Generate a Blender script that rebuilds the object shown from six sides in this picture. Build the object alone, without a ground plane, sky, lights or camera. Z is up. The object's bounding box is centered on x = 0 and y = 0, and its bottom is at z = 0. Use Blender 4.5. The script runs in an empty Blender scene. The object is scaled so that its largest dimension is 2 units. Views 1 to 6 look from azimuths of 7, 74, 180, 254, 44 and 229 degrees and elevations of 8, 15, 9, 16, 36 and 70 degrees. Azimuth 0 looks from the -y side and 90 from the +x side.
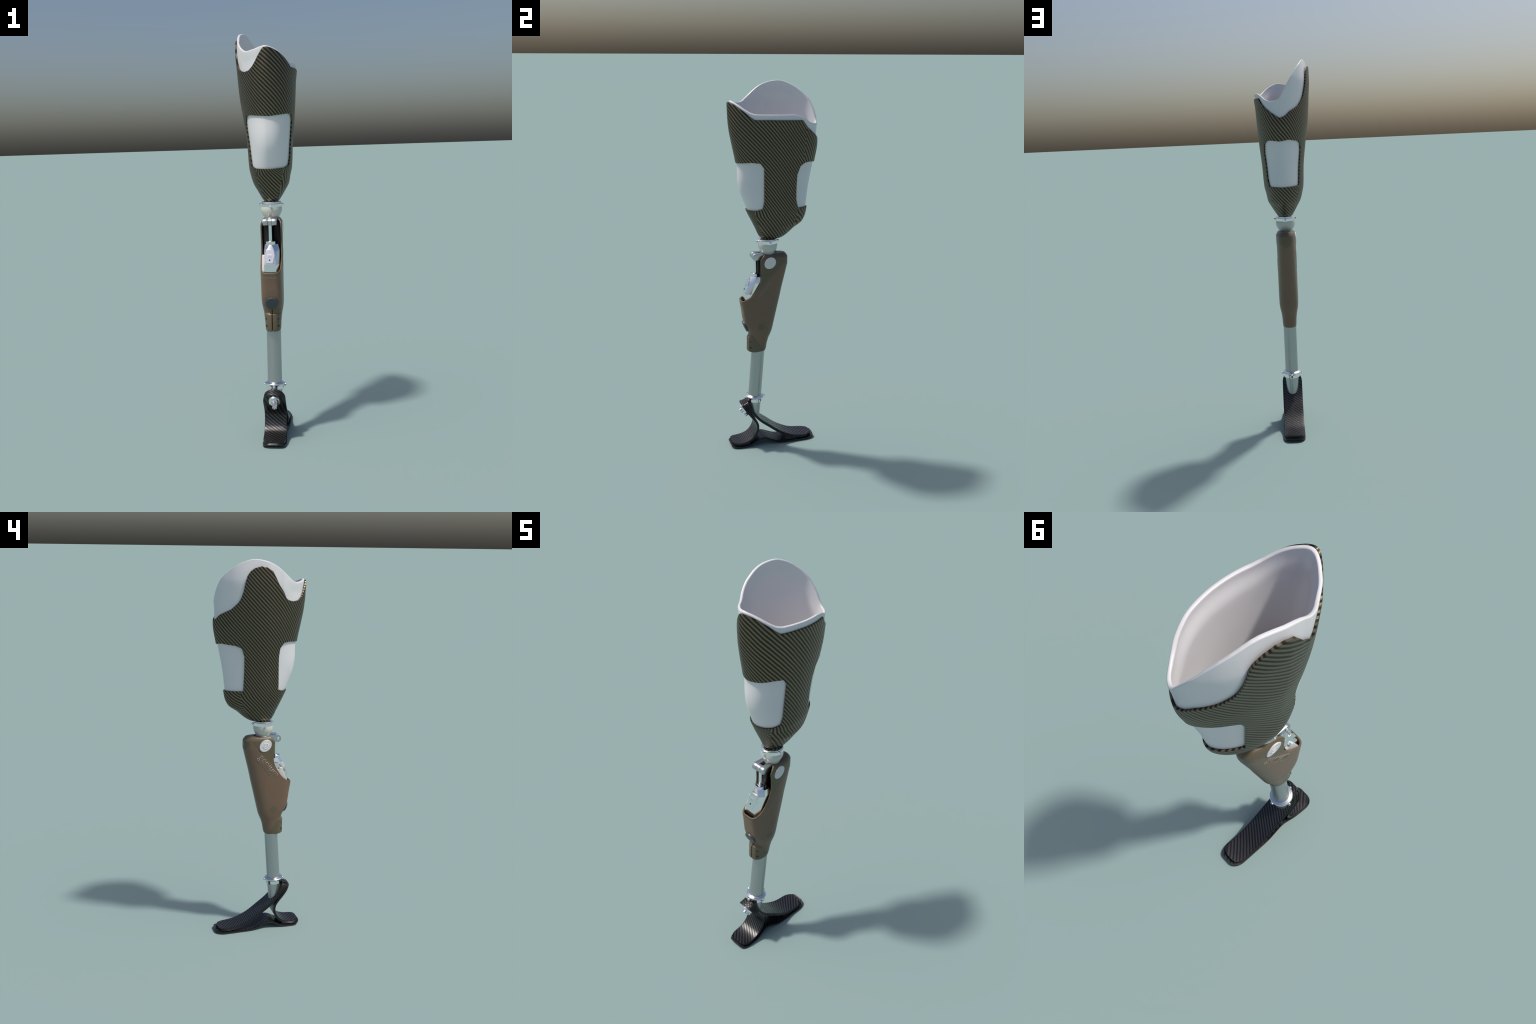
# Above-knee prosthetic leg: laminated socket, ball coupling, knee housing with
# hydraulic unit, pylon tube and layered carbon foot.  Metres, z up, toe at +y.
import bpy, bmesh, math
import numpy as np
from mathutils import Vector, Matrix

CX = 0.008                      # the leg below the socket is centred on this x

# ------------------------------------------------------------------ helpers
root = bpy.data.objects.new("prosthetic_leg", None)
bpy.context.scene.collection.objects.link(root)
root["label"] = "above-knee prosthetic leg with carbon socket and foot"
root["category"] = "prosthetic leg"


def link(obj, parent):
    bpy.context.scene.collection.objects.link(obj)
    obj.parent = parent
    return obj


def mesh_object(name, verts, faces, mat, parent=root, angle=35, mat_ids=None):
    me = bpy.data.meshes.new(name)
    me.from_pydata([tuple(map(float, v)) for v in verts], [], faces)
    mats = mat if isinstance(mat, (list, tuple)) else [mat]
    for m in mats:
        me.materials.append(m)
    if mat_ids is not None:
        me.polygons.foreach_set("material_index", mat_ids)
    bm = bmesh.new()
    bm.from_mesh(me)
    bmesh.ops.recalc_face_normals(bm, faces=bm.faces)
    bm.to_mesh(me)
    bm.free()
    me.shade_smooth()
    me.set_sharp_from_angle(angle=math.radians(angle))
    return link(bpy.data.objects.new(name, me), parent)


def from_bmesh(name, bm, mat, parent=root, angle=35):
    me = bpy.data.meshes.new(name)
    bmesh.ops.recalc_face_normals(bm, faces=bm.faces)
    bm.to_mesh(me)
    bm.free()
    me.materials.append(mat)
    me.shade_smooth()
    me.set_sharp_from_angle(angle=math.radians(angle))
    return link(bpy.data.objects.new(name, me), parent)


def curve_through(xs, ys):
    """Monotone cubic interpolation (no overshoot) through control points."""
    xs, ys = np.asarray(xs, float), np.asarray(ys, float)
    h = np.diff(xs)
    d = np.diff(ys) / h
    m = np.zeros_like(ys)
    m[0], m[-1] = d[0], d[-1]
    for i in range(1, len(xs) - 1):
        if d[i - 1] * d[i] > 0:
            w1, w2 = 2 * h[i] + h[i - 1], h[i] + 2 * h[i - 1]
            m[i] = (w1 + w2) / (w1 / d[i - 1] + w2 / d[i])

    def f(q):
        q = np.clip(np.asarray(q, float), xs[0], xs[-1])
        i = np.clip(np.searchsorted(xs, q, side="right") - 1, 0, len(xs) - 2)
        t = (q - xs[i]) / h[i]
        return (ys[i] * (1 + 2 * t) * (1 - t) ** 2 + m[i] * h[i] * t * (1 - t) ** 2
                + ys[i + 1] * t * t * (3 - 2 * t) + m[i + 1] * h[i] * t * t * (t - 1))
    return f


def periodic(points, smooth=1.5):
    """Closed profile over the angle (degrees), lightly rounded at its corners."""
    p = sorted((a % 360, v) for a, v in points)
    a = np.array([q[0] for q in p])
    v = np.array([q[1] for q in p])
    grid = np.arange(0, 360, 0.25)
    g = np.interp(grid, np.r_[a[-1] - 360, a, a[0] + 360], np.r_[v[-1], v, v[0]])
    n = max(1, int(smooth / 0.25))
    k = np.hanning(2 * n + 3)
    k /= k.sum()
    g = np.convolve(np.r_[g[-len(k):], g, g[:len(k)]], k, "same")[len(k):-len(k)]
    return lambda deg: np.interp(np.asarray(deg) % 360, np.r_[grid, 360], np.r_[g, g[0]])


def revolve(name, profile, origin, axis, mat, parent=root, seg=48, angle=35, wave=None):
    """Lathe (radius, height) pairs about an axis through origin."""
    ax = Vector(axis).normalized()
    rot = Vector((0, 0, 1)).rotation_difference(ax).to_matrix()
    o = Vector(origin)
    vs, fs = [], []
    for i, (r, h) in enumerate(profile):
        for k in range(seg):
            t = 2 * math.pi * k / seg
            hh = h + (wave(i, t) if wave else 0.0)
            vs.append(o + rot @ Vector((r * math.cos(t), r * math.sin(t), hh)))
    n = len(profile)
    for i in range(n - 1):
        for k in range(seg):
            k2 = (k + 1) % seg
            fs.append((i * seg + k, i * seg + k2, (i + 1) * seg + k2, (i + 1) * seg + k))
    fs.append(tuple(range(seg)))
    fs.append(tuple((n - 1) * seg + k for k in range(seg)))
    return mesh_object(name, vs, fs, mat, parent, angle)


def rounded_box(name, size, matrix, mat, parent=root, bevel=0.002, segs=3):
    bm = bmesh.new()
    bmesh.ops.create_cube(bm, size=1.0)
    for v in bm.verts:
        v.co = Vector((v.co.x * size[0], v.co.y * size[1], v.co.z * size[2]))
    bmesh.ops.bevel(bm, geom=bm.edges[:], offset=bevel, segments=segs, profile=0.5, affect='EDGES')
    bm.transform(matrix)
    return from_bmesh(name, bm, mat, parent)


def clip_sheet(us, zs, field, wrap=True):
    """Triangulated (u, z) sheet, cut exactly along field(u, z) = 0.
    Returns parameters, field values, faces and the cut's border edges."""
    nu, nz = len(us), len(zs)
    du = us[1] - us[0]
    U, Z = np.meshgrid(us, zs)
    F = field(U, Z)
    params, fvals, faces, index = [], [], [], {}

    def vert(i, j, jj):
        key = (i, j)
        if key not in index:
            index[key] = len(params)
            params.append((us[j], zs[i]))
            fvals.append(F[i, j])
        return index[key]

    def cut(a, b):
        (ia, ja, ka), (ib, jb, kb) = a, b
        key = ((ia, ja), (ib, jb)) if (ia, ja) < (ib, jb) else ((ib, jb), (ia, ja))
        if key not in index:
            fa, fb = F[ia, ja], F[ib, jb]
            t = fa / (fa - fb)
            ua, ub = us[0] + ka * du, us[0] + kb * du
            index[key] = len(params)
            params.append((ua + (ub - ua) * t, zs[ia] + (zs[ib] - zs[ia]) * t))
            fvals.append(0.0)
        return index[key]

    border = []
    for i in range(nz - 1):
        for j in range(nu if wrap else nu - 1):
            j2 = (j + 1) % nu
            quad = [(i, j, j), (i, j2, j + 1), (i + 1, j2, j + 1), (i + 1, j, j)]
            inside = [F[q[0], q[1]] > 0 for q in quad]
            if not any(inside):
                continue
            if all(inside):
                faces.append(tuple(vert(*q) for q in quad))
                continue
            for tri in ((quad[0], quad[1], quad[2]), (quad[0], quad[2], quad[3])):
                poly, cuts = [], []
                for a, b in ((tri[0], tri[1]), (tri[1], tri[2]), (tri[2], tri[0])):
                    ina, inb = F[a[0], a[1]] > 0, F[b[0], b[1]] > 0
                    if ina:
                        poly.append(vert(*a))
                    if ina != inb:
                        c = cut(a, b)
                        poly.append(c)
                        cuts.append(c)
                if len(poly) >= 3:
                    faces.append(tuple(poly))
                    if len(cuts) == 2:
                        border.append(tuple(cuts))
    return np.array(params), np.array(fvals), faces, border


def thick_sheet(name, params, fv, faces, border, surface, thick, mats, edge_round=0.0015, inner_lip=None, angle=40):
    """Give a clipped sheet real thickness with softened edges."""
    soft = edge_round * np.clip(1 - fv / 0.003, 0, 1) ** 2
    outer = surface(params[:, 0], params[:, 1], soft)
    inner = surface(params[:, 0], params[:, 1], thick - soft * 0.5)
    n = len(params)
    verts = np.vstack([outer, inner])
    fs = list(faces) + [tuple(v + n for v in reversed(f)) for f in faces]
    ids = [0] * len(faces)
    if inner_lip is None:
        ids += [0] * len(faces)
    else:
        ids += [0 if max(fv[v] for v in f) < inner_lip else 1 for f in faces]
    fs += [(a, a + n, b + n, b) for a, b in border]
    ids += [0] * len(border)
    return mesh_object(name, verts, fs, mats, angle=angle, mat_ids=ids)


# ---------------------------------------------------------------- materials
class Nodes:
    """Tiny wrapper that keeps the node code short."""

    def __init__(self, name):
        self.mat = bpy.data.materials.new(name)
        self.mat.use_nodes = True
        self.t = self.mat.node_tree
        self.bsdf = self.t.nodes["Principled BSDF"]

    def put(self, sock, v):
        if isinstance(v, bpy.types.NodeSocket):
            self.t.links.new(v, sock)
        elif isinstance(v, (tuple, list)) and len(v) == 3 and sock.type == 'RGBA':
            sock.default_value = (*v, 1)
        else:
            sock.default_value = v

    def math(self, op, a, b=0.0, c=0.0):
        n = self.t.nodes.new("ShaderNodeMath")
        n.operation = op
        for s, v in zip(n.inputs, (a, b, c)):
            self.put(s, v)
        return n.outputs[0]

    def coords(self):
        tc = self.t.nodes.new("ShaderNodeTexCoord")
        sp = self.t.nodes.new("ShaderNodeSeparateXYZ")
        self.t.links.new(tc.outputs["Object"], sp.inputs[0])
        return tc.outputs["Object"], sp.outputs[0], sp.outputs[1], sp.outputs[2]

    def noise(self, vec, scale, detail=3.0, rough=0.5):
        n = self.t.nodes.new("ShaderNodeTexNoise")
        n.inputs["Scale"].default_value = scale
        n.inputs["Detail"].default_value = detail
        n.inputs["Roughness"].default_value = rough
        self.t.links.new(vec, n.inputs["Vector"])
        return n.outputs["Fac"]

    def mix(self, fac, a, b):
        n = self.t.nodes.new("ShaderNodeMix")
        n.data_type = 'RGBA'
        self.put(n.inputs[0], fac)
        self.put(n.inputs[6], a)
        self.put(n.inputs[7], b)
        return n.outputs[2]

    def remap(self, v, a, b, c=0.0, d=1.0, smooth=False):
        n = self.t.nodes.new("ShaderNodeMapRange")
        if smooth:
            n.interpolation_type = 'SMOOTHSTEP'
        for s, q in zip(n.inputs, (v, a, b, c, d)):
            self.put(s, q)
        return n.outputs[0]

    def bump(self, height, strength, dist):
        n = self.t.nodes.new("ShaderNodeBump")
        n.inputs["Strength"].default_value = strength
        n.inputs["Distance"].default_value = dist
        self.t.links.new(height, n.inputs["Height"])
        self.t.links.new(n.outputs[0], self.bsdf.inputs["Normal"])

    def set(self, **kw):
        for k, v in kw.items():
            self.put(self.bsdf.inputs[k.replace("_", " ")], v)
        return self.mat


def plain(name, color, rough, metallic=0.0, vary=0.0, coat=0.0, scale=40.0):
    n = Nodes(name)
    vec, x, y, z = n.coords()
    f = n.noise(vec, scale)
    dark = tuple(c * (1 - vary) for c in color)
    return n.set(Base_Color=n.mix(f, dark, color), Metallic=metallic,
                 Roughness=n.remap(f, 0.3, 0.7, rough * 0.9, rough * 1.1), Coat_Weight=coat)


def socket_weave():
    """Diagonal twill that runs round the socket: stripes of height + girth."""
    n = Nodes("socket_twill")
    vec, x, y, z = n.coords()
    b = n.math('MINIMUM', n.math('MULTIPLY_ADD', n.math('SUBTRACT', z, 1.35), 0.15, 0.165),
               n.math('MULTIPLY_ADD', n.math('SUBTRACT', z, 1.19), 0.72, 0.05))
    ye = n.math('DIVIDE', y, b)
    xe = n.math('DIVIDE', n.math('DIVIDE', n.math('SUBTRACT', x, 0.008), b), 0.62)
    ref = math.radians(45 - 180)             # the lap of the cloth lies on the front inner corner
    c, s = math.cos(ref), math.sin(ref)
    yr = n.math('SUBTRACT', n.math('MULTIPLY', ye, c), n.math('MULTIPLY', xe, s))
    xr = n.math('ADD', n.math('MULTIPLY', xe, c), n.math('MULTIPLY', ye, s))
    phi = n.math('ADD', n.math('ARCTAN2', yr, xr), ref)
    # above the cup the cloth runs continuously; inside the cup each side keeps
    # its own middle line, so the stripes stay at 45 degrees
    wall = n.math('MULTIPLY_ADD', n.math('MAXIMUM', n.math('SUBTRACT', z, 1.35), 0.0), 0.15, 0.165)
    upper = n.math('MULTIPLY', n.math('POWER', n.math('DIVIDE', wall, 0.24), 0.35), 0.24)
    arc = n.math('ADD', n.math('MULTIPLY', n.math('ADD', phi, math.pi / 2), 0.81),
                 n.math('MULTIPLY', n.math('SINE', n.math('MULTIPLY', phi, 2.0)), 0.095))
    sector = n.math('MULTIPLY', n.math('ROUND', n.math('DIVIDE', phi, math.pi / 2)), math.pi / 2)
    arc_mid = n.math('MULTIPLY', n.math('ADD', sector, math.pi / 2), 0.81)
    lateral = n.math('SUBTRACT', n.math('MULTIPLY', n.math('COSINE', sector), y),
                     n.math('MULTIPLY', n.math('SINE', sector), n.math('SUBTRACT', x, 0.008)))
    flat = n.math('ADD', n.math('MULTIPLY', arc_mid, upper), n.math('MULTIPLY', lateral, 1.12))
    cup = n.remap(z, 1.365, 1.315, smooth=True)
    girth = n.math('ADD', n.math('MULTIPLY', n.math('MULTIPLY', arc, upper), n.math('SUBTRACT', 1.0, cup)), n.math('MULTIPLY', flat, cup))
    wob = n.math('MULTIPLY', n.math('SUBTRACT', n.noise(vec, 14.0), 0.5), 0.006)
    lean = n.math('ADD', n.math('MULTIPLY', n.math('COSINE', phi), n.math('SUBTRACT', 1.0, cup)), n.math('MULTIPLY', n.math('COSINE', sector), cup))
    slope = n.math('MULTIPLY_ADD', lean, -0.10, 0.95)      # cloth drapes steeper on the inner side
    rise = n.math('MULTIPLY', n.math('SUBTRACT', z, 1.6), slope)
    phase = n.math('DIVIDE', n.math('ADD', n.math('ADD', rise, girth), wob), 0.0192)
    wave = n.math('SINE', n.math('MULTIPLY', phase, 2 * math.pi))
    other = n.math('DIVIDE', n.math('SUBTRACT', z, girth), 0.0052)
    thread = n.math('SINE', n.math('MULTIPLY', other, 2 * math.pi))
    v = n.math('ADD', wave, n.math('MULTIPLY', thread, 0.28))
    mask = n.remap(v, -0.7, 0.65, smooth=True)
    tint = n.noise(vec, 60.0)
    light = n.mix(tint, (0.182, 0.155, 0.112), (0.206, 0.180, 0.134))
    col = n.mix(mask, (0.034, 0.026, 0.016), light)
    n.bump(v, 0.35, 0.0008)
    return n.set(Base_Color=col, Roughness=0.42, Metallic=0.88, Specular_IOR_Level=0.4,
                 Specular_Tint=(1.0, 0.98, 0.95))


def foot_weave(name, kz):
    n = Nodes(name)
    vec, x, y, z = n.coords()
    along = n.math('MULTIPLY_ADD', z, kz, y)
    p1 = n.math('DIVIDE', n.math('ADD', x, along), 0.0215)
    p2 = n.math('DIVIDE', n.math('SUBTRACT', x, along), 0.0108)
    w1 = n.math('SINE', n.math('MULTIPLY', p1, 2 * math.pi))
    w2 = n.math('SINE', n.math('MULTIPLY', p2, 2 * math.pi))
    w3 = n.math('SINE', n.math('MULTIPLY', p1, 4 * math.pi))
    mask = n.remap(n.math('ADD', w1, n.math('MULTIPLY', w2, 0.15)), -0.7, 0.7, smooth=True)
    col = n.mix(mask, (0.020, 0.020, 0.022), (0.085, 0.084, 0.086))
    n.bump(n.math('MULTIPLY', w2, w3), 0.20, 0.0007)
    return n.set(Base_Color=col, Roughness=n.remap(mask, 0, 1, 0.30, 0.24), Metallic=0.7, Specular_IOR_Level=0.5)


def housing_paint():
    """Brown lacquer; a duller olive-brown field lies above one slanting line,
    below another, round the front crown and on a round spot on each cheek."""
    n = Nodes("brown_housing_lacquer")
    vec, x, y, z = n.coords()
    inner = n.math('GREATER_THAN', x, CX)
    line = n.math('ADD', n.math('MULTIPLY', y, n.math('MULTIPLY_ADD', inner, -0.15, 1.10)), n.math('MULTIPLY_ADD', inner, -0.024, 1.026))
    upper = n.remap(n.math('SUBTRACT', z, line), -0.0015, 0.0015)
    keep_up = n.math('LESS_THAN', y, 0.056)
    crown = n.math('GREATER_THAN', n.math('SUBTRACT', z, n.math('MULTIPLY', n.math('ABSOLUTE', n.math('SUBTRACT', x, CX)), 0.9)), 1.018)
    crown = n.math('MULTIPLY', crown, n.math('GREATER_THAN', y, 0.056))
    lower = n.remap(n.math('SUBTRACT', n.math('MULTIPLY_ADD', n.math('ADD', y, 0.148), -1.36, 0.700), z), -0.0015, 0.0015)
    dy = n.math('ADD', y, 0.0715)
    dz = n.math('SUBTRACT', z, 0.705)
    spot = n.math('LESS_THAN', n.math('SQRT', n.math('ADD', n.math('MULTIPLY', dy, dy), n.math('MULTIPLY', dz, dz))), 0.0205)
    side = n.math('GREATER_THAN', n.math('ABSOLUTE', n.math('SUBTRACT', x, CX)), 0.03)
    m = n.math('MAXIMUM', n.math('MULTIPLY', upper, keep_up), lower)
    m = n.math('MAXIMUM', m, crown)
    m = n.math('MAXIMUM', m, n.math('MULTIPLY', spot, side))
    f = n.noise(vec, 25.0)
    brown = n.mix(f, (0.168, 0.106, 0.066), (0.184, 0.118, 0.075))
    olive = n.mix(f, (0.122, 0.094, 0.055), (0.133, 0.103, 0.061))
    return n.set(Base_Color=n.mix(m, brown, olive), Roughness=0.38, Specular_IOR_Level=0.45)


M_weave = socket_weave()
M_liner = plain("white_liner_plastic", (0.76, 0.745, 0.755), 0.32, vary=0.03, scale=9, coat=0.1)
M_chrome = plain("polished_chrome", (0.93, 0.93, 0.94), 0.06, 1.0, vary=0.02)
M_satin = plain("satin_aluminium", (0.56, 0.58, 0.59), 0.33, 1.0, vary=0.04)
M_tube = plain("grey_tube_metal", (0.46, 0.48, 0.48), 0.34, 0.85, vary=0.05, scale=12)
M_adapter = plain("brushed_adapter_metal", (0.50, 0.52, 0.525), 0.36, 0.85, vary=0.05, scale=12)
M_cup = plain("ivory_ball_cup", (0.60, 0.60, 0.54), 0.22, vary=0.02, coat=0.2)
M_brown = housing_paint()
M_black = plain("black_cavity", (0.008, 0.007, 0.006), 0.6)  # near-black paints the cavity's shadow onto the housing's deep inner faces
M_knob = plain("slate_plug_rubber", (0.050, 0.058, 0.068), 0.42, vary=0.06)
M_disc = plain("pale_pivot_cover", (0.74, 0.71, 0.715), 0.35, vary=0.03)
M_letter = plain("pale_lettering", (0.34, 0.30, 0.245), 0.45, vary=0.1)
M_faint = plain("faint_lettering", (0.26, 0.215, 0.17), 0.45, vary=0.1)
M_grey = plain("light_grey_casing", (0.62, 0.61, 0.58), 0.3, vary=0.05)
M_toe = foot_weave("forefoot_carbon", -0.7)
M_heel = foot_weave("heel_carbon", 1.0)
M_sole = foot_weave("sole_carbon", 0.3)
M_edge = plain("cut_laminate_edge", (0.022, 0.022, 0.023), 0.36, 0.4, vary=0.2, scale=90)
M_pad = plain("black_pad_rubber", (0.006, 0.006, 0.0065), 0.45)
M_dark = plain("dark_steel", (0.03, 0.032, 0.035), 0.3, 0.6)

# ------------------------------------------------------------------- socket
# level: z, x range, y range, fullness of the four quadrants
SECTIONS = np.array([
    (1.191, -.030, .046, -.062, .050, 2.0, 2.0, 2.0, 2.0),
    (1.198, -.036, .051, -.069, .064, 2.0, 2.0, 2.0, 2.0),
    (1.210, -.043, .059, -.077, .082, 2.0, 2.0, 2.0, 2.0),
    (1.240, -.060, .077, -.091, .117, 1.9, 1.9, 1.9, 2.1),
    (1.275, -.079, .096, -.108, .165, 1.8, 1.75, 1.9, 2.2),
    (1.315, -.091, .104, -.129, .184, 1.75, 1.7, 1.8, 2.3),
    (1.350, -.098, .112, -.146, .190, 1.75, 1.7, 1.75, 2.35),
    (1.460, -.104, .119, -.184, .204, 1.7, 1.65, 1.65, 2.45),
    (1.585, -.119, .130, -.196, .227, 1.7, 1.62, 1.65, 2.45),
    (1.690, -.134, .137, -.217, .243, 1.75, 1.65, 1.6, 2.35),
    (1.760, -.140, .141, -.231, .243, 1.8, 1.70, 1.55, 2.25),
    (1.820, -.144, .147, -.238, .245, 1.85, 1.77, 1.55, 2.1),
    (1.900, -.149, .149, -.241, .245, 1.85, 1.85, 1.58, 2.0),
    (2.010, -.147, .149, -.241, .245, 1.85, 1.85, 1.58, 2.0)])
LEVEL = [curve_through(SECTIONS[:, 0], SECTIONS[:, k]) for k in range(1, 9)]
SX, SY = 0.010, 0.0


def mouth_form(phi, z):
    """Near the mouth the section turns angular: a firm back corner with flatter
    runs beside it and a full front shoulder on the outer side."""
    k = MOUTH(np.degrees(phi))
    return k * np.clip((z - 1.74) / 0.11, 0, 1)


MOUTH = periodic([(-170, 0), (-158, .002), (-150, .006), (-142, .005), (-134, .002), (-126, -.003), (-118, -.005), (-110, -.004), (-102, -.005),
                  (-94, -.003), (-86, .001), (-78, -.004), (-70, -.003), (-62, -.001), (-54, 0), (0, 0), (42, -.001), (50, -.003), (58, -.004),
                  (66, -.008), (74, -.010), (82, -.001), (90, 0), (98, .002), (106, .003), (114, 0), (130, 0)], 4.0)


def socket_point(phi, z, inset):
    x0, x1, y0, y1, pa, pb, pc, pd = [f(z) for f in LEVEL]
    c, s = np.cos(phi), np.sin(phi)
    hx = np.where(c > 0, x1 - SX, SX - x0) - inset
    hy = np.where(s > 0, y1 - SY, SY - y0) - inset
    p = np.where(s > 0, np.where(c > 0, pa, pb), np.where(c > 0, pd, pc))
    # blend the fullness over the quadrant borders so no crease shows
    r = (np.abs(c / hx) ** p + np.abs(s / hy) ** p) ** (-1 / p)
    r = r + mouth_form(phi, z)
    return np.stack([SX + r * c, SY + r * s, z * np.ones_like(c)], -1)


# upper edge of the woven shell and of the white liner, over the angle
shell_top = periodic([(-173.5, 1.946), (-165, 1.905), (-160, 1.880), (-151, 1.848), (-144, 1.818), (-138, 1.808), (-125, 1.800),
                      (-113, 1.803), (-106, 1.818), (-101.5, 1.836), (-97, 1.860), (-93.6, 1.878), (-91, 1.893), (-88, 1.900),
                      (-80.8, 1.894), (-71.4, 1.877), (-63, 1.856), (-55, 1.833), (-47.2, 1.815), (-20, 1.815), (50, 1.810),
                      (60, 1.776), (75, 1.738), (89, 1.703), (96, 1.714), (102, 1.735), (118, 1.764), (128, 1.794), (132, 1.812),
                      (137, 1.850), (141, 1.900), (143, 1.923), (148, 1.945), (154.6, 1.959), (166, 1.968), (176, 1.963)], 1.0)
liner_top = periodic([(178, 1.991), (170, 1.996), (162, 1.999), (154, 2.0005), (146, 1.999), (138, 1.992), (130, 1.982), (122, 1.967), (114, 1.944),
                      (106, 1.911), (98, 1.862), (94, 1.835), (91, 1.809), (88, 1.795), (84, 1.789), (78, 1.789), (74, 1.791), (66, 1.801),
                      (58, 1.817), (50, 1.828), (42, 1.835), (34, 1.839), (10, 1.840), (-14, 1.841), (-46, 1.842), (-54, 1.848), (-62, 1.863),
                      (-70, 1.881), (-78, 1.896), (-84, 1.904), (-88, 1.907), (-94, 1.903), (-102, 1.896), (-110, 1.893), (-118, 1.892),
                      (-126, 1.898), (-134, 1.911), (-142, 1.926), (-150, 1.944), (-158, 1.962), (-166, 1.975), (-174, 1.984)], 3.0)

# the two openings in the shell: corner points as (angle, height)
BACK_WINDOW = [(-55, 1.603), (-40, 1.599), (-33.5, 1.574), (-35.5, 1.40), (-40, 1.362), (-55, 1.351), (-86, 1.347),
               (-122, 1.351), (-138.5, 1.362), (-146, 1.531), (-145, 1.574), (-136, 1.599), (-122, 1.602), (-86, 1.592)]
FRONT_WINDOW = [(128.5, 1.574), (120, 1.586), (100, 1.594), (88, 1.587), (72, 1.594), (62.8, 1.591), (54.6, 1.576), (49.5, 1.533),
                (53, 1.40), (59, 1.356), (88, 1.352), (127.4, 1.358), (132.3, 1.535)]
GIRTH = 0.15                    # metres per radian, good enough for edge distances


def polygon_distance(u, z, poly):
    """Signed distance (positive outside) to a polygon in unrolled coordinates."""
    pts = [(math.radians(a) * GIRTH, h) for a, h in poly]
    centre = np.mean([math.radians(a) for a, h in poly])
    uu = (np.mod(u - centre + math.pi, 2 * math.pi) - math.pi + centre) * GIRTH
    d = np.full(uu.shape, 1e9)
    inside = np.zeros(uu.shape, bool)
    for (ax, ay), (bx, by) in zip(pts, pts[1:] + pts[:1]):
        ex, ey = bx - ax, by - ay
        wx, wy = uu - ax, z - ay
        t = np.clip((wx * ex + wy * ey) / (ex * ex + ey * ey), 0, 1)
        d = np.minimum(d, np.hypot(wx - t * ex, wy - t * ey))
        cross = (ay > z) != (by > z)
        with np.errstate(divide='ignore', invalid='ignore'):
            xi = ax + (z - ay) * ex / (ey if abs(ey) > 1e-12 else 1e-12)
        inside ^= cross & (uu < xi)
    return np.where(inside, -d, d)


def shell_field(u, z):
    deg = np.degrees(u)
    t = shell_top(deg)
    slope = (shell_top(deg + 0.5) - shell_top(deg - 0.5)) / (math.radians(1) * GIRTH)
    top = (t - z) / np.sqrt(1 + slope ** 2)
    f = np.minimum(top, np.minimum(polygon_distance(u, z, BACK_WINDOW), polygon_distance(u, z, FRONT_WINDOW)))
    return np.where(np.abs(f) < 1e-6, 1e-6, f)


us = np.linspace(-math.pi, math.pi, 420, endpoint=False)
zs = np.linspace(1.191, 1.975, 330)
pr, fv, fc, bd = clip_sheet(us, zs, shell_field)
shell = thick_sheet("carbon_shell", pr, fv, fc, bd, socket_point, 0.0085, [M_weave])
# rounded underside closes the cup
revolve("cup_base", [(0.001, 0.0), (0.0345, 0.0), (0.0345, 0.005), (0.0375, 0.012), (0.001, 0.018)],
        (CX, -0.0205, 1.186), (0, 0, 1), M_weave)
n_b = 96
pb = socket_point(np.linspace(-math.pi, math.pi, n_b, endpoint=False), np.full(n_b, 1.1915), np.full(n_b, 0.0))
mesh_object("cup_floor", pb, [tuple(range(n_b))], M_weave)


def liner_inset(phi, z):
    """The liner lies just inside the shell, swells into the back opening and
    leans inward along its high outer flap."""
    deg = np.degrees(phi)
    back = np.exp(-((np.mod(deg + 90 + 180, 360) - 180) / 38.0) ** 2)
    mid = np.exp(-((z - 1.50) / 0.075) ** 2)
    inset = 0.0085 - 0.0075 * back * mid
    flap = np.clip((z - 1.90) / 0.10, 0, 1.2) ** 1.2 * np.exp(-((np.mod(deg - 150 + 180, 360) - 180) / 45.0) ** 2)
    rim = np.clip(1 - (liner_top(deg) - z) / 0.05, 0, 1)
    corner = 0.005 * np.exp(-((np.mod(deg + 90 + 180, 360) - 180) / 17.0) ** 2) * np.clip((z - 1.78) / 0.08, 0, 1)
    return inset + corner + 0.013 * flap - 0.003 * rim * (1 - np.clip((liner_top(deg) - 1.9) / 0.05, 0, 1))


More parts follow.
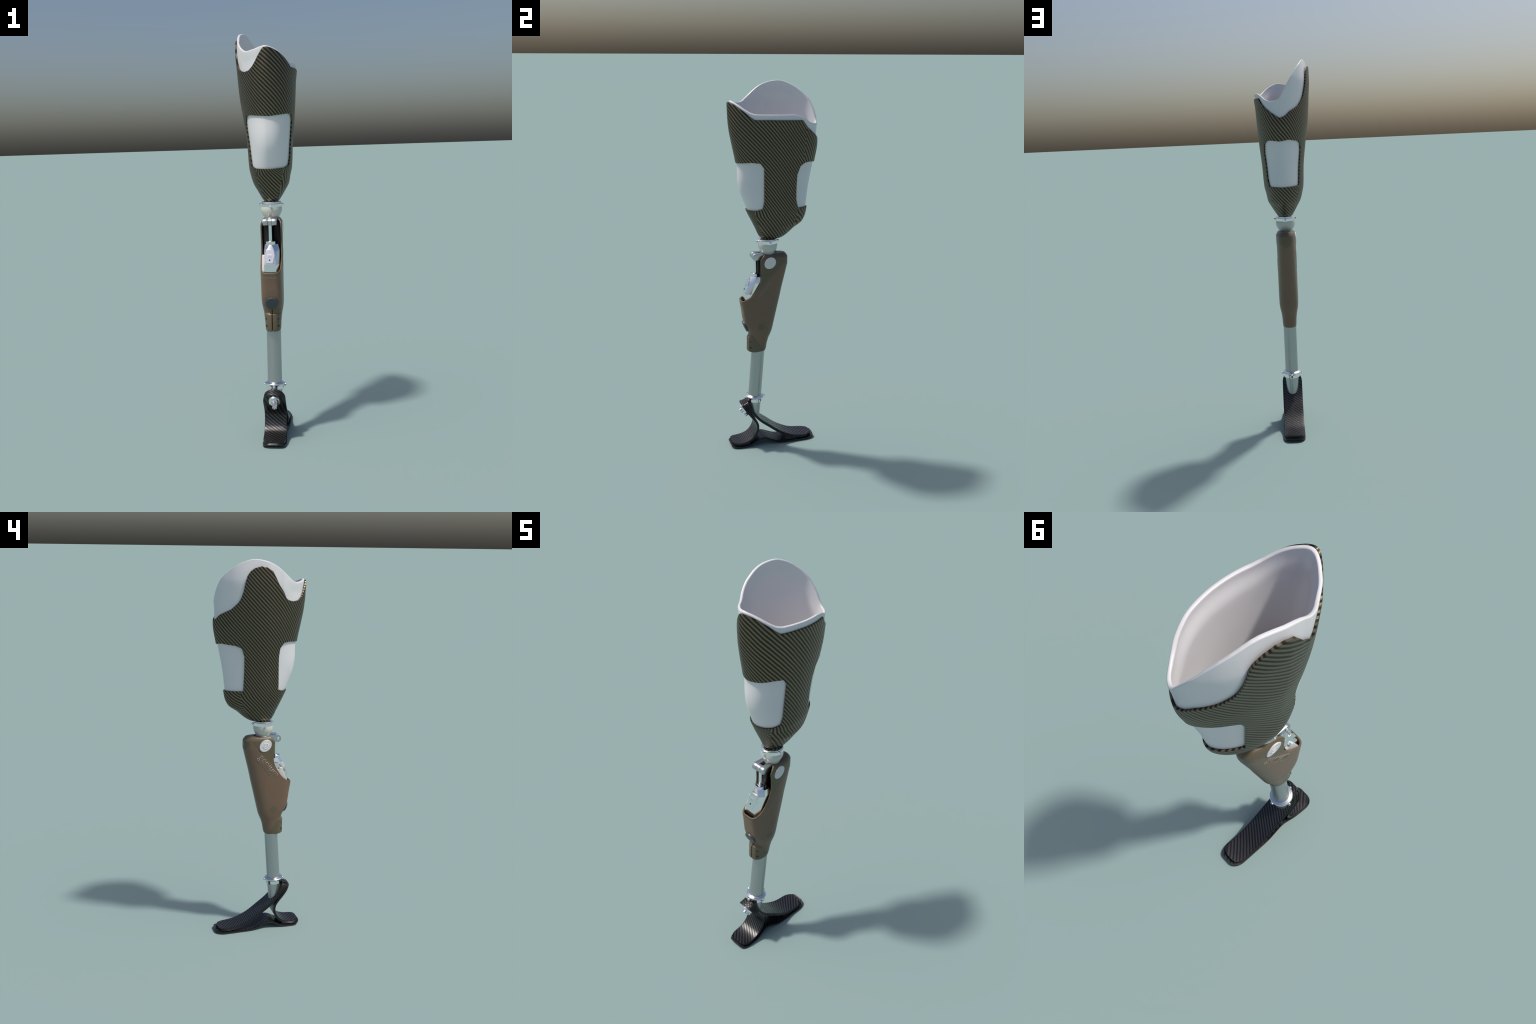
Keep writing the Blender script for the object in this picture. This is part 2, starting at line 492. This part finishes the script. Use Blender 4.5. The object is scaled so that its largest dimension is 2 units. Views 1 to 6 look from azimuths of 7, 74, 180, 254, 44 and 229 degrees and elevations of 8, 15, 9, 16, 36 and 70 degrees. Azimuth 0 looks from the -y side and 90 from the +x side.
def build_liner():
    n, rows, wall = 320, 90, 0.0125
    phi = np.linspace(-math.pi, math.pi, n, endpoint=False)
    top = liner_top(np.degrees(phi))
    rings = []
    for k in range(rows + 1):
        z = 1.30 + (top - wall / 2 - 1.30) * (k / rows)
        rings.append(socket_point(phi, z, liner_inset(phi, z)))
    zc = top - wall / 2
    base = liner_inset(phi, zc)
    for k in range(1, 10):                      # rolled lip
        a = math.pi * k / 10
        off = base + wall / 2 * (1 - math.copysign(abs(math.cos(a)) ** 0.75, math.cos(a)))
        z = zc + wall / 2 * math.sin(a) ** 0.75
        p = socket_point(phi, zc, off)
        p[:, 2] = z
        rings.append(p)
    for k in range(rows + 1):
        z = zc + (1.315 - zc) * (k / rows)
        deep = np.clip((top - z - 0.012) / 0.06, 0, 1)          # the wall thickens below the lip
        rings.append(socket_point(phi, z, liner_inset(phi, z) + wall + 0.008 * deep * deep * (3 - 2 * deep)))
    vs = np.vstack(rings)
    fs = []
    for i in range(len(rings) - 1):
        for j in range(n):
            j2 = (j + 1) % n
            fs.append((i * n + j, i * n + j2, (i + 1) * n + j2, (i + 1) * n + j))
    fs.append(tuple(range(n)))
    fs.append(tuple((len(rings) - 1) * n + j for j in range(n)))
    return mesh_object("socket_liner", vs, fs, M_liner, angle=50)


build_liner()

# ------------------------------------------------------------ ball coupling
JY = -0.0235
collar = revolve("coupling_collar",
                 [(0.030, 1.187), (0.0455, 1.187), (0.0490, 1.1855), (0.0495, 1.183), (0.0480, 1.181),
                  (0.0512, 1.179), (0.0516, 1.177), (0.0514, 1.1625), (0.0505, 1.160), (0.030, 1.159)],
                 (CX, JY, 0), (0, 0, 1), M_chrome, seg=96,
                 wave=lambda i, t: -0.004 * max(0, math.cos(4 * t)) ** 3 if 7 <= i <= 8 else 0.0)
revolve("ball_cup",
        [(0.020, 1.166), (0.0505, 1.164), (0.0520, 1.156), (0.0525, 1.148), (0.0512, 1.139), (0.0475, 1.128),
         (0.0425, 1.119), (0.0375, 1.112), (0.034, 1.1085), (0.020, 1.1075)],
        (CX, JY, 0), (0, 0, 1), M_cup, seg=96, angle=60)
revolve("cup_seat", [(0.02, 1.094), (0.037, 1.094), (0.0375, 1.107), (0.035, 1.1105), (0.02, 1.1105)],
        (CX, JY, 0), (0, 0, 1), M_satin, seg=64)


def set_screw_mesh():
    ob = revolve("set_screw", [(0.001, -0.008), (0.0056, -0.008), (0.0056, 0.0062), (0.0048, 0.0072), (0.0028, 0.0072),
                               (0.0026, 0.0045), (0.001, 0.0045)], (0, 0, 0), (0, 0, 1), M_chrome, seg=20)
    return ob


screw = set_screw_mesh()
SCREWS = []
for k in range(4):
    a = math.pi / 2 * k
    SCREWS.append((Vector((CX + 0.0535 * math.cos(a), JY + 0.0535 * math.sin(a), 1.1700)),
                   Vector((math.cos(a), math.sin(a), 0.25))))

# --------------------------------------------------------------- knee housing
# z, rear y, front y, half width, squareness rear, squareness front
KNEE = np.array([
    (0.555, -.128, -.042, .033, 2.6, 2.3),
    (0.559, -.134, -.037, .0365, 2.6, 2.3),
    (0.570, -.136, -.033, .0380, 2.6, 2.3),
    (0.600, -.136, -.028, .0398, 2.6, 2.4),
    (0.637, -.136, -.017, .0438, 2.7, 2.4),
    (0.641, -.135, -.015, .0443, 2.7, 2.4),
    (0.648, -.128, -.012, .0457, 2.8, 2.4),
    (0.672, -.134, -.003, .0500, 3.0, 2.5),
    (0.700, -.146, .004, .0525, 3.8, 2.6),
    (0.735, -.158, .012, .0530, 4.0, 2.6),
    (0.800, -.168, .027, .0530, 4.0, 2.6),
    (0.860, -.177, .041, .0530, 4.0, 2.6),
    (0.920, -.180, .054, .0525, 4.0, 2.6),
    (0.972, -.180, .067, .0525, 3.6, 2.6),
    (1.030, -.180, .081, .0525, 3.6, 2.6),
    (1.048, -.180, .085, .0525, 3.6, 2.6),
    (1.083, -.180, .085, .0515, 3.6, 2.6),
    (1.095, -.176, .079, .0475, 3.6, 2.6),
    (1.104, -.172, .071, .0400, 3.6, 2.6),
    (1.1075, -.165, .062, .0300, 3.6, 2.6),
    (1.1085, -.140, .030, .0120, 3.6, 2.6)])
KLEV = [curve_through(KNEE[:, 0], KNEE[:, k]) for k in range(1, 6)]
EDGE = np.array([(0.8500, -.30), (0.8525, -.185), (0.8550, -.172), (0.8600, -.158), (0.8860, -.121), (0.9190, -.097), (0.9500, -.0795),
                 (0.9700, -.073), (0.9920, -.0705), (1.0340, -.0725), (1.0700, -.0765), (1.0850, -.072), (1.0970, -.062), (1.1085, -.050)])
edge_y = curve_through(EDGE[:, 0], EDGE[:, 1])


def knee_point(phi, z, inset):
    y0, y1, w, pr_, pf_ = [f(z) for f in KLEV]
    yc, h = (y0 + y1) / 2, (y1 - y0) / 2
    c, s = np.cos(phi), np.sin(phi)
    # pack samples evenly by using the eccentric angle
    p = np.where(s > 0, pf_, pr_)
    hx, hy = np.maximum(w - inset, 0.002), np.maximum(h - inset, 0.002)
    k = (np.abs(c) ** p + np.abs(s) ** p) ** (-1 / p)
    zz = z - np.where(z > 1.09, inset * np.clip((z - 1.09) / 0.015, 0, 1), 0)
    return np.stack([CX + hx * k * c, yc + hy * k * s, zz * np.ones_like(c)], -1)


def knee_field(u, z):
    p = knee_point(u, z, 0.0)
    e = edge_y(z)
    g = (edge_y(z + 0.0005) - edge_y(z - 0.0005)) / 0.001
    f = np.where(z < 0.8505, (0.8525 - z) + 0.0, (p[..., 1] - e) / np.sqrt(1 + g ** 2))
    slot = np.maximum(np.abs(p[..., 0] - CX) - 0.0014, z - 0.668)
    slot = np.where(p[..., 1] > -0.09, 1.0, slot)
    f = np.minimum(f, slot)
    return np.where(np.abs(f) < 1e-6, 1e-6, f)


ku = np.linspace(-math.pi, math.pi, 360, endpoint=False)
kz = np.unique(np.r_[np.linspace(0.555, 1.09, 265), np.linspace(1.09, 1.1085, 24), 0.8505])
pr, fv, fc, bd = clip_sheet(ku, kz, knee_field)
thick_sheet("knee_housing", pr, fv, fc, bd, knee_point, 0.0075, [M_brown, M_black], edge_round=0.002, inner_lip=0.012)

# flat crown plate and end ring close the housing
revolve("housing_floor", [(0.034, 0.0), (0.0370, 0.0), (0.0370, 0.004), (0.034, 0.004)], (CX, -0.0835, 0.566), (0, 0, 1), M_black)
rounded_box("cavity_backing", (0.040, 0.040, 0.150), Matrix.Translation((CX + 0.0235, -0.004, 1.012)), M_black, bevel=0.006)
rounded_box("cavity_backing", (0.046, 0.066, 0.150), Matrix.Translation((CX - 0.0195, -0.024, 1.012)), M_black, bevel=0.006)


def oval_cover(name, side, ring):
    """Oval pivot cover lying on a cheek."""
    cy, cz, ra, rb, tilt = (-0.024, 1.0605, 0.0355, 0.0290, math.radians(-42)) if side < 0 else (-0.023, 1.0610, 0.0335, 0.0290, math.radians(-42))
    prof = [(1.0, -0.006), (1.0, 0.0010), (0.96, 0.0022), (0.60, 0.0028)]
    prof += [(0.56, 0.0036), (0.46, 0.0042), (0.42, 0.0030), (0.26, 0.0028), (0.22, 0.0040), (0.12, 0.0040), (0.09, 0.0030), (0.02, 0.0030)] if ring else \
            [(0.40, 0.0030), (0.38, 0.0026), (0.30, 0.0030), (0.02, 0.0031)]
    vs, fs, seg = [], [], 56
    for i, (q, h) in enumerate(prof):
        for k in range(seg):
            t = 2 * math.pi * k / seg
            if q > 0.62:
                a, b = ra * q * math.cos(t), rb * q * math.sin(t)
                oy = 0
            else:
                a, b = rb * q * math.cos(t), rb * q * math.sin(t)
            yy = a * math.cos(tilt) - b * math.sin(tilt)
            zz = a * math.sin(tilt) + b * math.cos(tilt)
            vs.append((CX + side * (0.0520 + h), cy + yy * (-side), cz + zz))
    for i in range(len(prof) - 1):
        for k in range(seg):
            k2 = (k + 1) % seg
            fs.append((i * seg + k, i * seg + k2, (i + 1) * seg + k2, (i + 1) * seg + k))
    fs.append(tuple(range(seg)))
    fs.append(tuple((len(prof) - 1) * seg + k for k in range(seg)))
    return mesh_object(name, vs, fs, M_disc, angle=25)


oval_cover("pivot_cover", -1, True)
oval_cover("pivot_cover", 1, False)

# charging plug on the rear face
pn = Vector((0, -0.92, -0.39)).normalized()
revolve("charging_plug", [(0.001, -0.012), (0.0315, -0.012), (0.0325, 0.0), (0.0315, 0.006), (0.029, 0.0085), (0.001, 0.0095)],
        Vector((CX + 0.001, -0.147, 0.703)), pn, M_knob, seg=12, angle=30)
# chamfered ledge on both sides of the clamp slot and the clamp screws
for s in (-1, 1):
    rounded_box("clamp_ledge", (0.022, 0.006, 0.080), Matrix.Translation((CX + s * 0.0125, -0.1333, 0.601)) @ Matrix.Rotation(math.radians(s * 17), 4, 'Z'),
                M_brown, bevel=0.0024)
    for zc in (0.6185, 0.5835):
        nrm = Vector((s * 0.62, -0.78, 0))
        revolve("clamp_screw", [(0.001, -0.010), (0.0050, -0.010), (0.0050, 0.0012), (0.0042, 0.0016), (0.0024, 0.0016), (0.0022, -0.002), (0.001, -0.002)],
                Vector((CX + s * 0.0285, -0.1255, zc)), nrm, M_dark, seg=18)

# ------------------------------------------------------------- hydraulic unit
AY, AZ = -0.0955, 1.0915        # pin that joins rod and clevis


def lug(name, x0, x1, reach):
    """Rounded arm: a bar that ends in an eye round the pin."""
    r, seg = 0.0185, 22
    prof = [(AY + r * math.cos(a), AZ + r * math.sin(a)) for a in np.linspace(math.pi * 0.5, math.pi * 1.62, seg)]
    prof = [(reach, AZ + 0.0175)] + prof + [(reach, AZ - 0.010)]
    bm = bmesh.new()
    v0 = [bm.verts.new((x0, y, z)) for y, z in prof]
    v1 = [bm.verts.new((x1, y, z)) for y, z in prof]
    n = len(prof)
    bm.faces.new(v0)
    bm.faces.new(v1)
    for i in range(n):
        bm.faces.new((v0[i], v0[(i + 1) % n], v1[(i + 1) % n], v1[i]))
    bmesh.ops.recalc_face_normals(bm, faces=bm.faces)
    sharp = [e for e in bm.edges if e.calc_face_angle(0) > 0.6]
    bmesh.ops.bevel(bm, geom=sharp, offset=0.0016, segments=2, profile=0.5, affect='EDGES')
    return from_bmesh(name, bm, M_satin)


lug("clevis_arm", CX - 0.0365, CX - 0.0135, -0.03)
lug("clevis_arm", CX + 0.0085, CX + 0.0300, -0.03)
revolve("rod_eye", [(0.001, -0.0105), (0.0165, -0.0105), (0.0180, -0.009), (0.0180, 0.009), (0.0165, 0.0105), (0.001, 0.0105)],
        (CX - 0.0025, AY, AZ), (1, 0, 0), M_satin, seg=40)
revolve("clevis_pin", [(0.001, -0.037), (0.0062, -0.037), (0.0068, -0.036), (0.0068, 0.030), (0.0062, 0.031), (0.001, 0.031)],
        (CX - 0.0025, AY, AZ), (1, 0, 0), M_chrome, seg=28)
revolve("piston_rod", [(0.001, 0), (0.0085, 0), (0.0085, 0.098), (0.001, 0.098)], (CX - 0.0025, -0.0895, 0.985), (0, -0.02, 1), M_chrome, seg=32)
revolve("cylinder_cap", [(0.001, -0.012), (0.0235, -0.012), (0.0240, 0.006), (0.0228, 0.0075), (0.0130, 0.0075), (0.0105, 0.0100), (0.001, 0.0100)],
        (CX - 0.0015, -0.0935, 0.9905), (0, 0, 1), M_chrome, seg=48)


def faceted(name, rows, mat, bevel=0.0015):
    bm = bmesh.new()
    rings = [[bm.verts.new(p) for p in row] for row in rows]
    n = len(rows[0])
    for a, b in zip(rings, rings[1:]):
        for k in range(n):
            bm.faces.new((a[k], a[(k + 1) % n], b[(k + 1) % n], b[k]))
    bm.faces.new(rings[0])
    bm.faces.new(rings[-1])
    bmesh.ops.recalc_face_normals(bm, faces=bm.faces)
    sharp = [e for e in bm.edges if e.calc_face_angle(0) > 0.2]
    bmesh.ops.bevel(bm, geom=sharp, offset=bevel, segments=2, profile=0.5, affect='EDGES')
    return from_bmesh(name, bm, mat, angle=18)


def hull_row(z, x0, x1, xf, y_front, y_side, y_back):
    """Six-sided plan: narrow front facet, two slanting flanks, back."""
    m = CX - 0.001
    return [(m - xf, y_front, z), (m + xf, y_front, z), (m + x1, y_side, z), (m + x1, y_back, z), (m - x0, y_back, z), (m - x0, y_side, z)]


faceted("hydraulic_body", [
    hull_row(0.800, .035, .042, .029, -.154, -.126, -.04),
    hull_row(0.890, .035, .042, .029, -.154, -.124, -.04),
    hull_row(0.952, .034, .042, .022, -.128, -.102, -.05),
    hull_row(0.984, .029, .035, .005, -.1165, -.095, -.06)], M_chrome)
slant = Matrix.Rotation(math.radians(-23.5), 4, 'X')
bm = bmesh.new()
plate = [(-0.0185, 0.034), (0.0185, 0.034), (0.0240, 0.006), (0.0165, -0.036), (-0.0165, -0.036), (-0.0240, 0.006)]
a = [bm.verts.new((x, -0.005, z)) for x, z in plate]
b = [bm.verts.new((x * 1.12, 0.006, z * 1.06)) for x, z in plate]
bm.faces.new(a)
bm.faces.new(b)
for k in range(6):
    bm.faces.new((a[k], a[(k + 1) % 6], b[(k + 1) % 6], b[k]))
bmesh.ops.recalc_face_normals(bm, faces=bm.faces)
bmesh.ops.bevel(bm, geom=bm.edges[:], offset=0.0012, segments=2, profile=0.5, affect='EDGES')
bm.transform(Matrix.Translation((CX - 0.003, -0.1395, 0.928)) @ slant)
from_bmesh("hydraulic_cover_plate", bm, M_chrome, angle=18)
pm = Matrix.Translation((CX - 0.003, -0.1395, 0.928)) @ slant
for k in range(4):
    rounded_box("cover_rib", (0.0022, 0.002, 0.018), pm @ Matrix.Translation((-0.0078 + 0.0052 * k, -0.0054, 0.002)), M_chrome, bevel=0.0006, segs=2)
revolve("cover_button", [(0.001, -0.004), (0.0036, -0.004), (0.0036, 0.0012), (0.0028, 0.002), (0.001, 0.002)],
        pm @ Vector((0, -0.005, -0.019)), slant.to_3x3() @ Vector((0, -1, 0)), M_dark, seg=20)
# pale casing beside the cylinder with its own little head
rounded_box("valve_casing", (0.012, 0.036, 0.085), Matrix.Translation((CX - 0.0365, -0.120, 0.888)) @ Matrix.Rotation(math.radians(-20), 4, 'X'), M_grey, bevel=0.003)
revolve("valve_head", [(0.001, 0), (0.0075, 0), (0.0075, 0.008), (0.006, 0.0095), (0.001, 0.0095)], (CX - 0.0360, -0.108, 0.926), (0, -0.25, 1), M_chrome, seg=28)

# ----------------------------------------------------------------- lettering


def lettering(name, words, height, place, mat, thick=0.0009, stretch=1.0, bold=0.0):
    cu = bpy.data.curves.new(name, 'FONT')
    cu.body = words
    cu.size = height
    cu.offset = bold
    cu.resolution_u = 3
    ob = bpy.data.objects.new(name, cu)
    bpy.context.scene.collection.objects.link(ob)
    dg = bpy.context.evaluated_depsgraph_get()
    me = bpy.data.meshes.new_from_object(ob.evaluated_get(dg))
    bpy.data.objects.remove(ob)
    bpy.data.curves.remove(cu)
    bm = bmesh.new()
    bm.from_mesh(me)
    xs = [v.co.x for v in bm.verts]
    x_mid = (min(xs) + max(xs)) / 2
    top = bmesh.ops.extrude_face_region(bm, geom=bm.faces[:])
    for el in top["geom"]:
        if isinstance(el, bmesh.types.BMVert):
            el.co.z += thick
    for v in bm.verts:
        u, w, h = (v.co.x - x_mid) * stretch, v.co.y, v.co.z
        v.co = place(u, w, h)
    bm.to_mesh(me)
    bm.free()
    me.materials.clear()
    me.materials.append(mat)
    me.name = name
    return link(bpy.data.objects.new(name, me), root)


def cheek_x(y, z):
    y0, y1, w, pr_, pf_ = [float(f(z)) for f in KLEV]
    yc, h = (y0 + y1) / 2, (y1 - y0) / 2
    p = pf_ if y > yc else pr_
    return w * max(0.0, 1 - abs((y - yc) / h) ** p) ** (1 / p)


def on_cheek(side, cy, cz, angle):
    ca, sa = math.cos(angle), math.sin(angle)

    def place(u, w, h):
        t, z = u * ca - w * sa, cz + u * sa + w * ca
        y = cy + side * t                   # reading direction as seen from outside
        return Vector((CX + side * (cheek_x(y, z) + 0.0001 + h), y, z))
    return place


def on_rear(cz):
    def place(u, w, h):
        z = cz + w
        y0, y1, wd, pr_, pf_ = [float(f(z)) for f in KLEV]
        yc, hh = (y0 + y1) / 2, (y1 - y0) / 2
        k = max(0.0, 1 - abs(u / wd) ** pr_) ** (1 / pr_)
        return Vector((CX + u, yc - hh * k + 0.0004 - h, z))
    return place


ang = math.radians(-49.5)
lettering("name_lettering", "genium", 0.0515, on_cheek(-1, -0.0320, 0.9420, ang), M_letter, stretch=1.02, bold=-0.0005)
lettering("name_subtitle", "Bionic Prosthetic System", 0.0105, on_cheek(-1, -0.0250, 0.9300, ang), M_faint)
lettering("maker_lettering", "ottobock.", 0.026, on_cheek(1, -0.047, 0.913, math.radians(49)), M_faint)
lettering("model_lettering", "Genium", 0.018, on_rear(0.826), M_faint)
lettering("conformity_mark", "CE", 0.011, on_rear(0.766), M_faint, bold=-0.0002)
lettering("type_line", "3B1 knee joint unit", 0.0055, on_rear(0.756), M_faint)

# ------------------------------------------------------------------ pylon
P_top, P_low = Vector((CX, -0.0765, 0.560)), Vector((CX, -0.0960, 0.286))
axis = (P_top - P_low).normalized()
revolve("pylon_tube", [(0.001, 0), (0.0355, 0), (0.0355, (P_top - P_low).length), (0.001, (P_top - P_low).length)], P_low, axis, M_tube, seg=64)
revolve("ankle_collar", [(0.034, 0.012), (0.0365, 0.0145), (0.0405, 0.0135), (0.0430, 0.0110), (0.0465, 0.0105), (0.0500, 0.0085), (0.0515, 0.0050),
                         (0.0505, 0.0015), (0.0475, -0.0005), (0.0462, -0.0030), (0.0445, -0.0205), (0.0400, -0.0220), (0.034, -0.0220)],
        P_low - axis * 0.006, axis, M_chrome, seg=72, angle=45,
        wave=lambda i, t: -0.003 * max(0, math.cos(4 * t + math.pi / 1)) ** 2 if i == 11 else 0.0)
revolve("ankle_adapter", [(0.001, 0), (0.0365, 0), (0.0365, -0.012), (0.0355, -0.030), (0.0335, -0.078), (0.001, -0.078)],
        P_low - axis * 0.022, axis, M_adapter, seg=64,
        wave=lambda i, t: -0.034 * math.sin(t) if i == 4 else 0.0)      # foot of the adapter is cut to the slope of the spring
for k in range(4):
    a = math.pi / 2 * k
    d = Vector((math.cos(a), math.sin(a), 0.12))
    SCREWS.append((P_low - axis * 0.007 + Vector((0.0495 * math.cos(a), 0.0495 * math.sin(a), 0)), d))
first = True
for pos, d in SCREWS:
    ob = screw if first else link(screw.copy(), root)
    first = False
    ob.matrix_world = Matrix.Translation(pos) @ Vector((0, 0, 1)).rotation_difference(d.normalized()).to_matrix().to_4x4() @ Matrix.Scale(1.12, 4)

# ------------------------------------------------------------------ carbon foot


def resample(path, n):
    """Smooth Catmull-Rom run through a side-view path."""
    p = [np.array(q, float) for q in path]
    p = [2 * p[0] - p[1]] + p + [2 * p[-1] - p[-2]]
    out = []
    for i in range(1, len(p) - 2):
        for t in np.linspace(0, 1, 14, endpoint=False):
            a, b, c, d = p[i - 1:i + 3]
            out.append(0.5 * ((2 * b) + (c - a) * t + (2 * a - 5 * b + 4 * c - d) * t ** 2 + (3 * b - a - 3 * c + d) * t ** 3))
    out.append(p[-2])
    out = np.array(out)
    s = np.r_[0, np.cumsum(np.hypot(*np.diff(out, axis=0).T))]
    q = np.linspace(0, s[-1], n)
    # crowd samples near both ends, where the plate is rounded off
    q = s[-1] * (0.5 - 0.5 * np.cos(np.pi * q / s[-1])) * 0.35 + q * 0.65
    return np.stack([np.interp(q, s, out[:, 0]), np.interp(q, s, out[:, 1])], -1), q


def leaf_spring(name, path, thick, width, mat, side, round_start, round_end, layers=2, n=120, centre=None, square=2.0, blunt=0.42):
    """Flat laminated spring.  path is one face; the plate grows to `side` of it
    by thick(t).  Ends are rounded in plan over the given lengths."""
    pts, s = resample(path, n)
    total = s[-1]
    tan = np.gradient(pts, axis=0)
    tan /= np.linalg.norm(tan, axis=1)[:, None]
    nrm = np.stack([-tan[:, 1], tan[:, 0]], -1) * side
    t = s / total
    half = np.array([width(q) for q in t])
    for i in range(n):
        for lim, d in ((round_start, s[i]), (round_end, total - s[i])):
            if lim and d < lim:
                k = 1 - d / lim
                half[i] *= blunt + (1 - blunt) * (1 - k ** square) ** (1 / square)
    # section: across the top, down the laminated edge, back underneath
    edge = []
    for k in range(layers):
        a, b = k / layers, (k + 1) / layers
        edge += [(a + 0.04 / layers, -0.0012), (a + 0.22 / layers, 0.0), (b - 0.22 / layers, 0.0), (b - 0.04 / layers, -0.0012)]
    sec = [(-q, 0.0, 0.0) for q in np.linspace(-0.92, 0.92, 9)]
    sec = [(x, 0.0, 0.0) for x in np.linspace(-0.94, 0.94, 9)] + [(1.0, d, off) for d, off in edge] \
        + [(x, 1.0, 0.0) for x in np.linspace(0.94, -0.94, 9)] + [(-1.0, d, off) for d, off in reversed(edge)]
    m = len(sec)
    vs, fs, ids = [], [], []
    for i in range(n):
        th = thick(t[i])
        c = CX if centre is None else centre(t[i])
        for x, d, off in sec:
            xx = x * half[i] + (math.copysign(off, x) if abs(x) == 1.0 else 0)
            p = pts[i] + nrm[i] * th * d
            vs.append((c + xx, p[0], p[1]))
    for i in range(n - 1):
        for k in range(m):
            k2 = (k + 1) % m
            fs.append((i * m + k, i * m + k2, (i + 1) * m + k2, (i + 1) * m + k))
            ids.append(0 if abs(sec[k][0]) < 1 and abs(sec[k2][0]) < 1 else 1)   # cut laminate edge
    fs.append(tuple(range(m)))
    fs.append(tuple((n - 1) * m + k for k in range(m)))
    ids += [1, 1]
    return mesh_object(name, vs, fs, [mat, M_edge], angle=30, mat_ids=ids)


TOE = [(-.141, .262), (-.119, .223), (-.096, .187), (-.062, .151), (-.013, .113), (.033, .0785), (.072, .0565), (.116, .0385), (.160, .0305), (.200, .0280), (.226, .0300)]
HEEL = [(-.180, .247), (-.163, .222), (-.140, .190), (-.115, .159), (-.101, .138), (-.0955, .115), (-.099, .090), (-.117, .058), (-.145, .038), (-.186, .028), (-.234, .030)]
SOLE = [(-.243, .018), (-.225, .004), (-.203, .000), (-.150, .001), (-.115, .010), (-.083, .027), (-.060, .033), (-.040, .030), (-.011, .018), (.025, .004), (.057, .000), (.110, .000), (.171, .000), (.213, .001), (.244, .010)]
lerp = lambda t, a, b: a + (b - a) * t
leaf_spring("forefoot_spring", TOE, lambda t: 0.0145, lambda t: 0.0525, M_toe, -1, 0.052, 0.054, centre=lambda t: 0.0065, blunt=0.28)
leaf_spring("heel_spring", HEEL, lambda t: 0.0120, lambda t: 0.0545, M_heel, 1, 0.052, 0.052, blunt=0.38)
leaf_spring("sole_plate", SOLE, lambda t: 0.0095, lambda t: 0.0570 - 0.0055 * math.exp(-((t - 0.40) / 0.16) ** 2), M_sole, 1, 0.052, 0.056, layers=1, blunt=0.36)
# dark pads that carry the two springs on the sole
PAD_TOE = [(.075, .0092), (.100, .0092), (.125, .0092), (.152, .0094)]
leaf_spring("toe_pad", PAD_TOE, lambda t: lerp(t, 0.030, 0.0025), lambda t: 0.0470, M_pad, 1, 0, 0, n=24, layers=1)
PAD_HEEL = [(-.218, .0105), (-.190, .0092), (-.160, .0098), (-.135, .0130)]
leaf_spring("heel_pad", PAD_HEEL, lambda t: 0.008 + 0.006 * t * t, lambda t: 0.0480, M_pad, 1, 0.02, 0, n=24, layers=1)
WEDGE = [(-.1545, .256), (-.132, .2155), (-.112, .181), (-.103, .168)]
leaf_spring("clamp_spacer", WEDGE, lambda t: lerp(t, 0.0140, 0.001), lambda t: 0.0525, M_heel, -1, 0.052, 0, n=40, centre=lambda t: 0.0070)

# rounded laminate edges that show as ribs on the upper end of the stack
tip_a, tip_b = Vector((0.0072, -0.1425, 0.2605)), Vector((0.0072, -0.1785, 0.2475))
up = Vector((0, -0.52, 0.85)).normalized()
step = (tip_b - tip_a)
lay = Matrix((Vector((1, 0, 0)), step.normalized(), up)).transposed().to_4x4()
for k in range(5):
    c = tip_a + step * ((k + 0.5) / 5)
    rounded_box("laminate_edge", (0.046, step.length / 5 * 0.86, 0.009), Matrix.Translation(c - up * 0.0012) @ lay, M_heel, bevel=0.0024, segs=3)

# chrome saddle with its two bolts behind the clamp
back = Vector((0, -0.815, -0.58)).normalized()
down = Vector((0, 0.58, -0.815)).normalized()
c0 = Vector((CX, -0.158, 0.214))
frame = Matrix((Vector((1, 0, 0)), down, -back)).transposed().to_4x4()
sad = Matrix.Translation(c0 + down * 0.012) @ frame
bm = bmesh.new()
outline = [(0.029 * math.cos(a), -0.020 + 0.026 * math.sin(a) * -1) for a in np.linspace(0, math.pi, 17)]
outline += [(-0.029, 0.004), (-0.014, 0.030), (0.014, 0.030), (0.029, 0.004)]
lo = [bm.verts.new((x, y, 0.004)) for x, y in outline]
hi = [bm.verts.new((x * 0.9, y * 0.94, -0.010)) for x, y in outline]
bm.faces.new(lo)
bm.faces.new(hi)
for k in range(len(outline)):
    k2 = (k + 1) % len(outline)
    bm.faces.new((lo[k], lo[k2], hi[k2], hi[k]))
bmesh.ops.recalc_face_normals(bm, faces=bm.faces)
bmesh.ops.bevel(bm, geom=[e for e in bm.edges if e.calc_face_angle(0) > 0.5], offset=0.002, segments=2, profile=0.5, affect='EDGES')
bm.transform(sad)
from_bmesh("clamp_saddle", bm, M_chrome)
for off, r, h in ((-0.012, 0.0140, 0.026), (0.024, 0.0125, 0.022)):
    revolve("clamp_bolt", [(0.001, -0.006), (r, -0.006), (r, h - 0.002), (r - 0.002, h), (r * 0.5, h), (r * 0.45, h - 0.006), (0.001, h - 0.006)],
            sad @ Vector((0, off, 0)), back, M_chrome, seg=32)

# ------------------------------------------------------- sub-parts under their part
def adopt(parent_name, *kinds):
    boss = bpy.data.objects[parent_name]
    for ob in list(root.children):
        if ob.name.split(".")[0] in kinds:
            ob.parent = boss


adopt("knee_housing", "name_lettering", "name_subtitle", "maker_lettering", "model_lettering", "conformity_mark", "type_line",
      "clamp_screw", "clamp_ledge", "pivot_cover", "charging_plug", "cavity_backing", "housing_floor")
adopt("hydraulic_body", "hydraulic_cover_plate", "cover_rib", "cover_button", "cylinder_cap", "piston_rod", "rod_eye", "valve_casing", "valve_head")
adopt("carbon_shell", "cup_base", "cup_floor")
adopt("clamp_saddle", "clamp_bolt")
adopt("clamp_spacer", "laminate_edge")
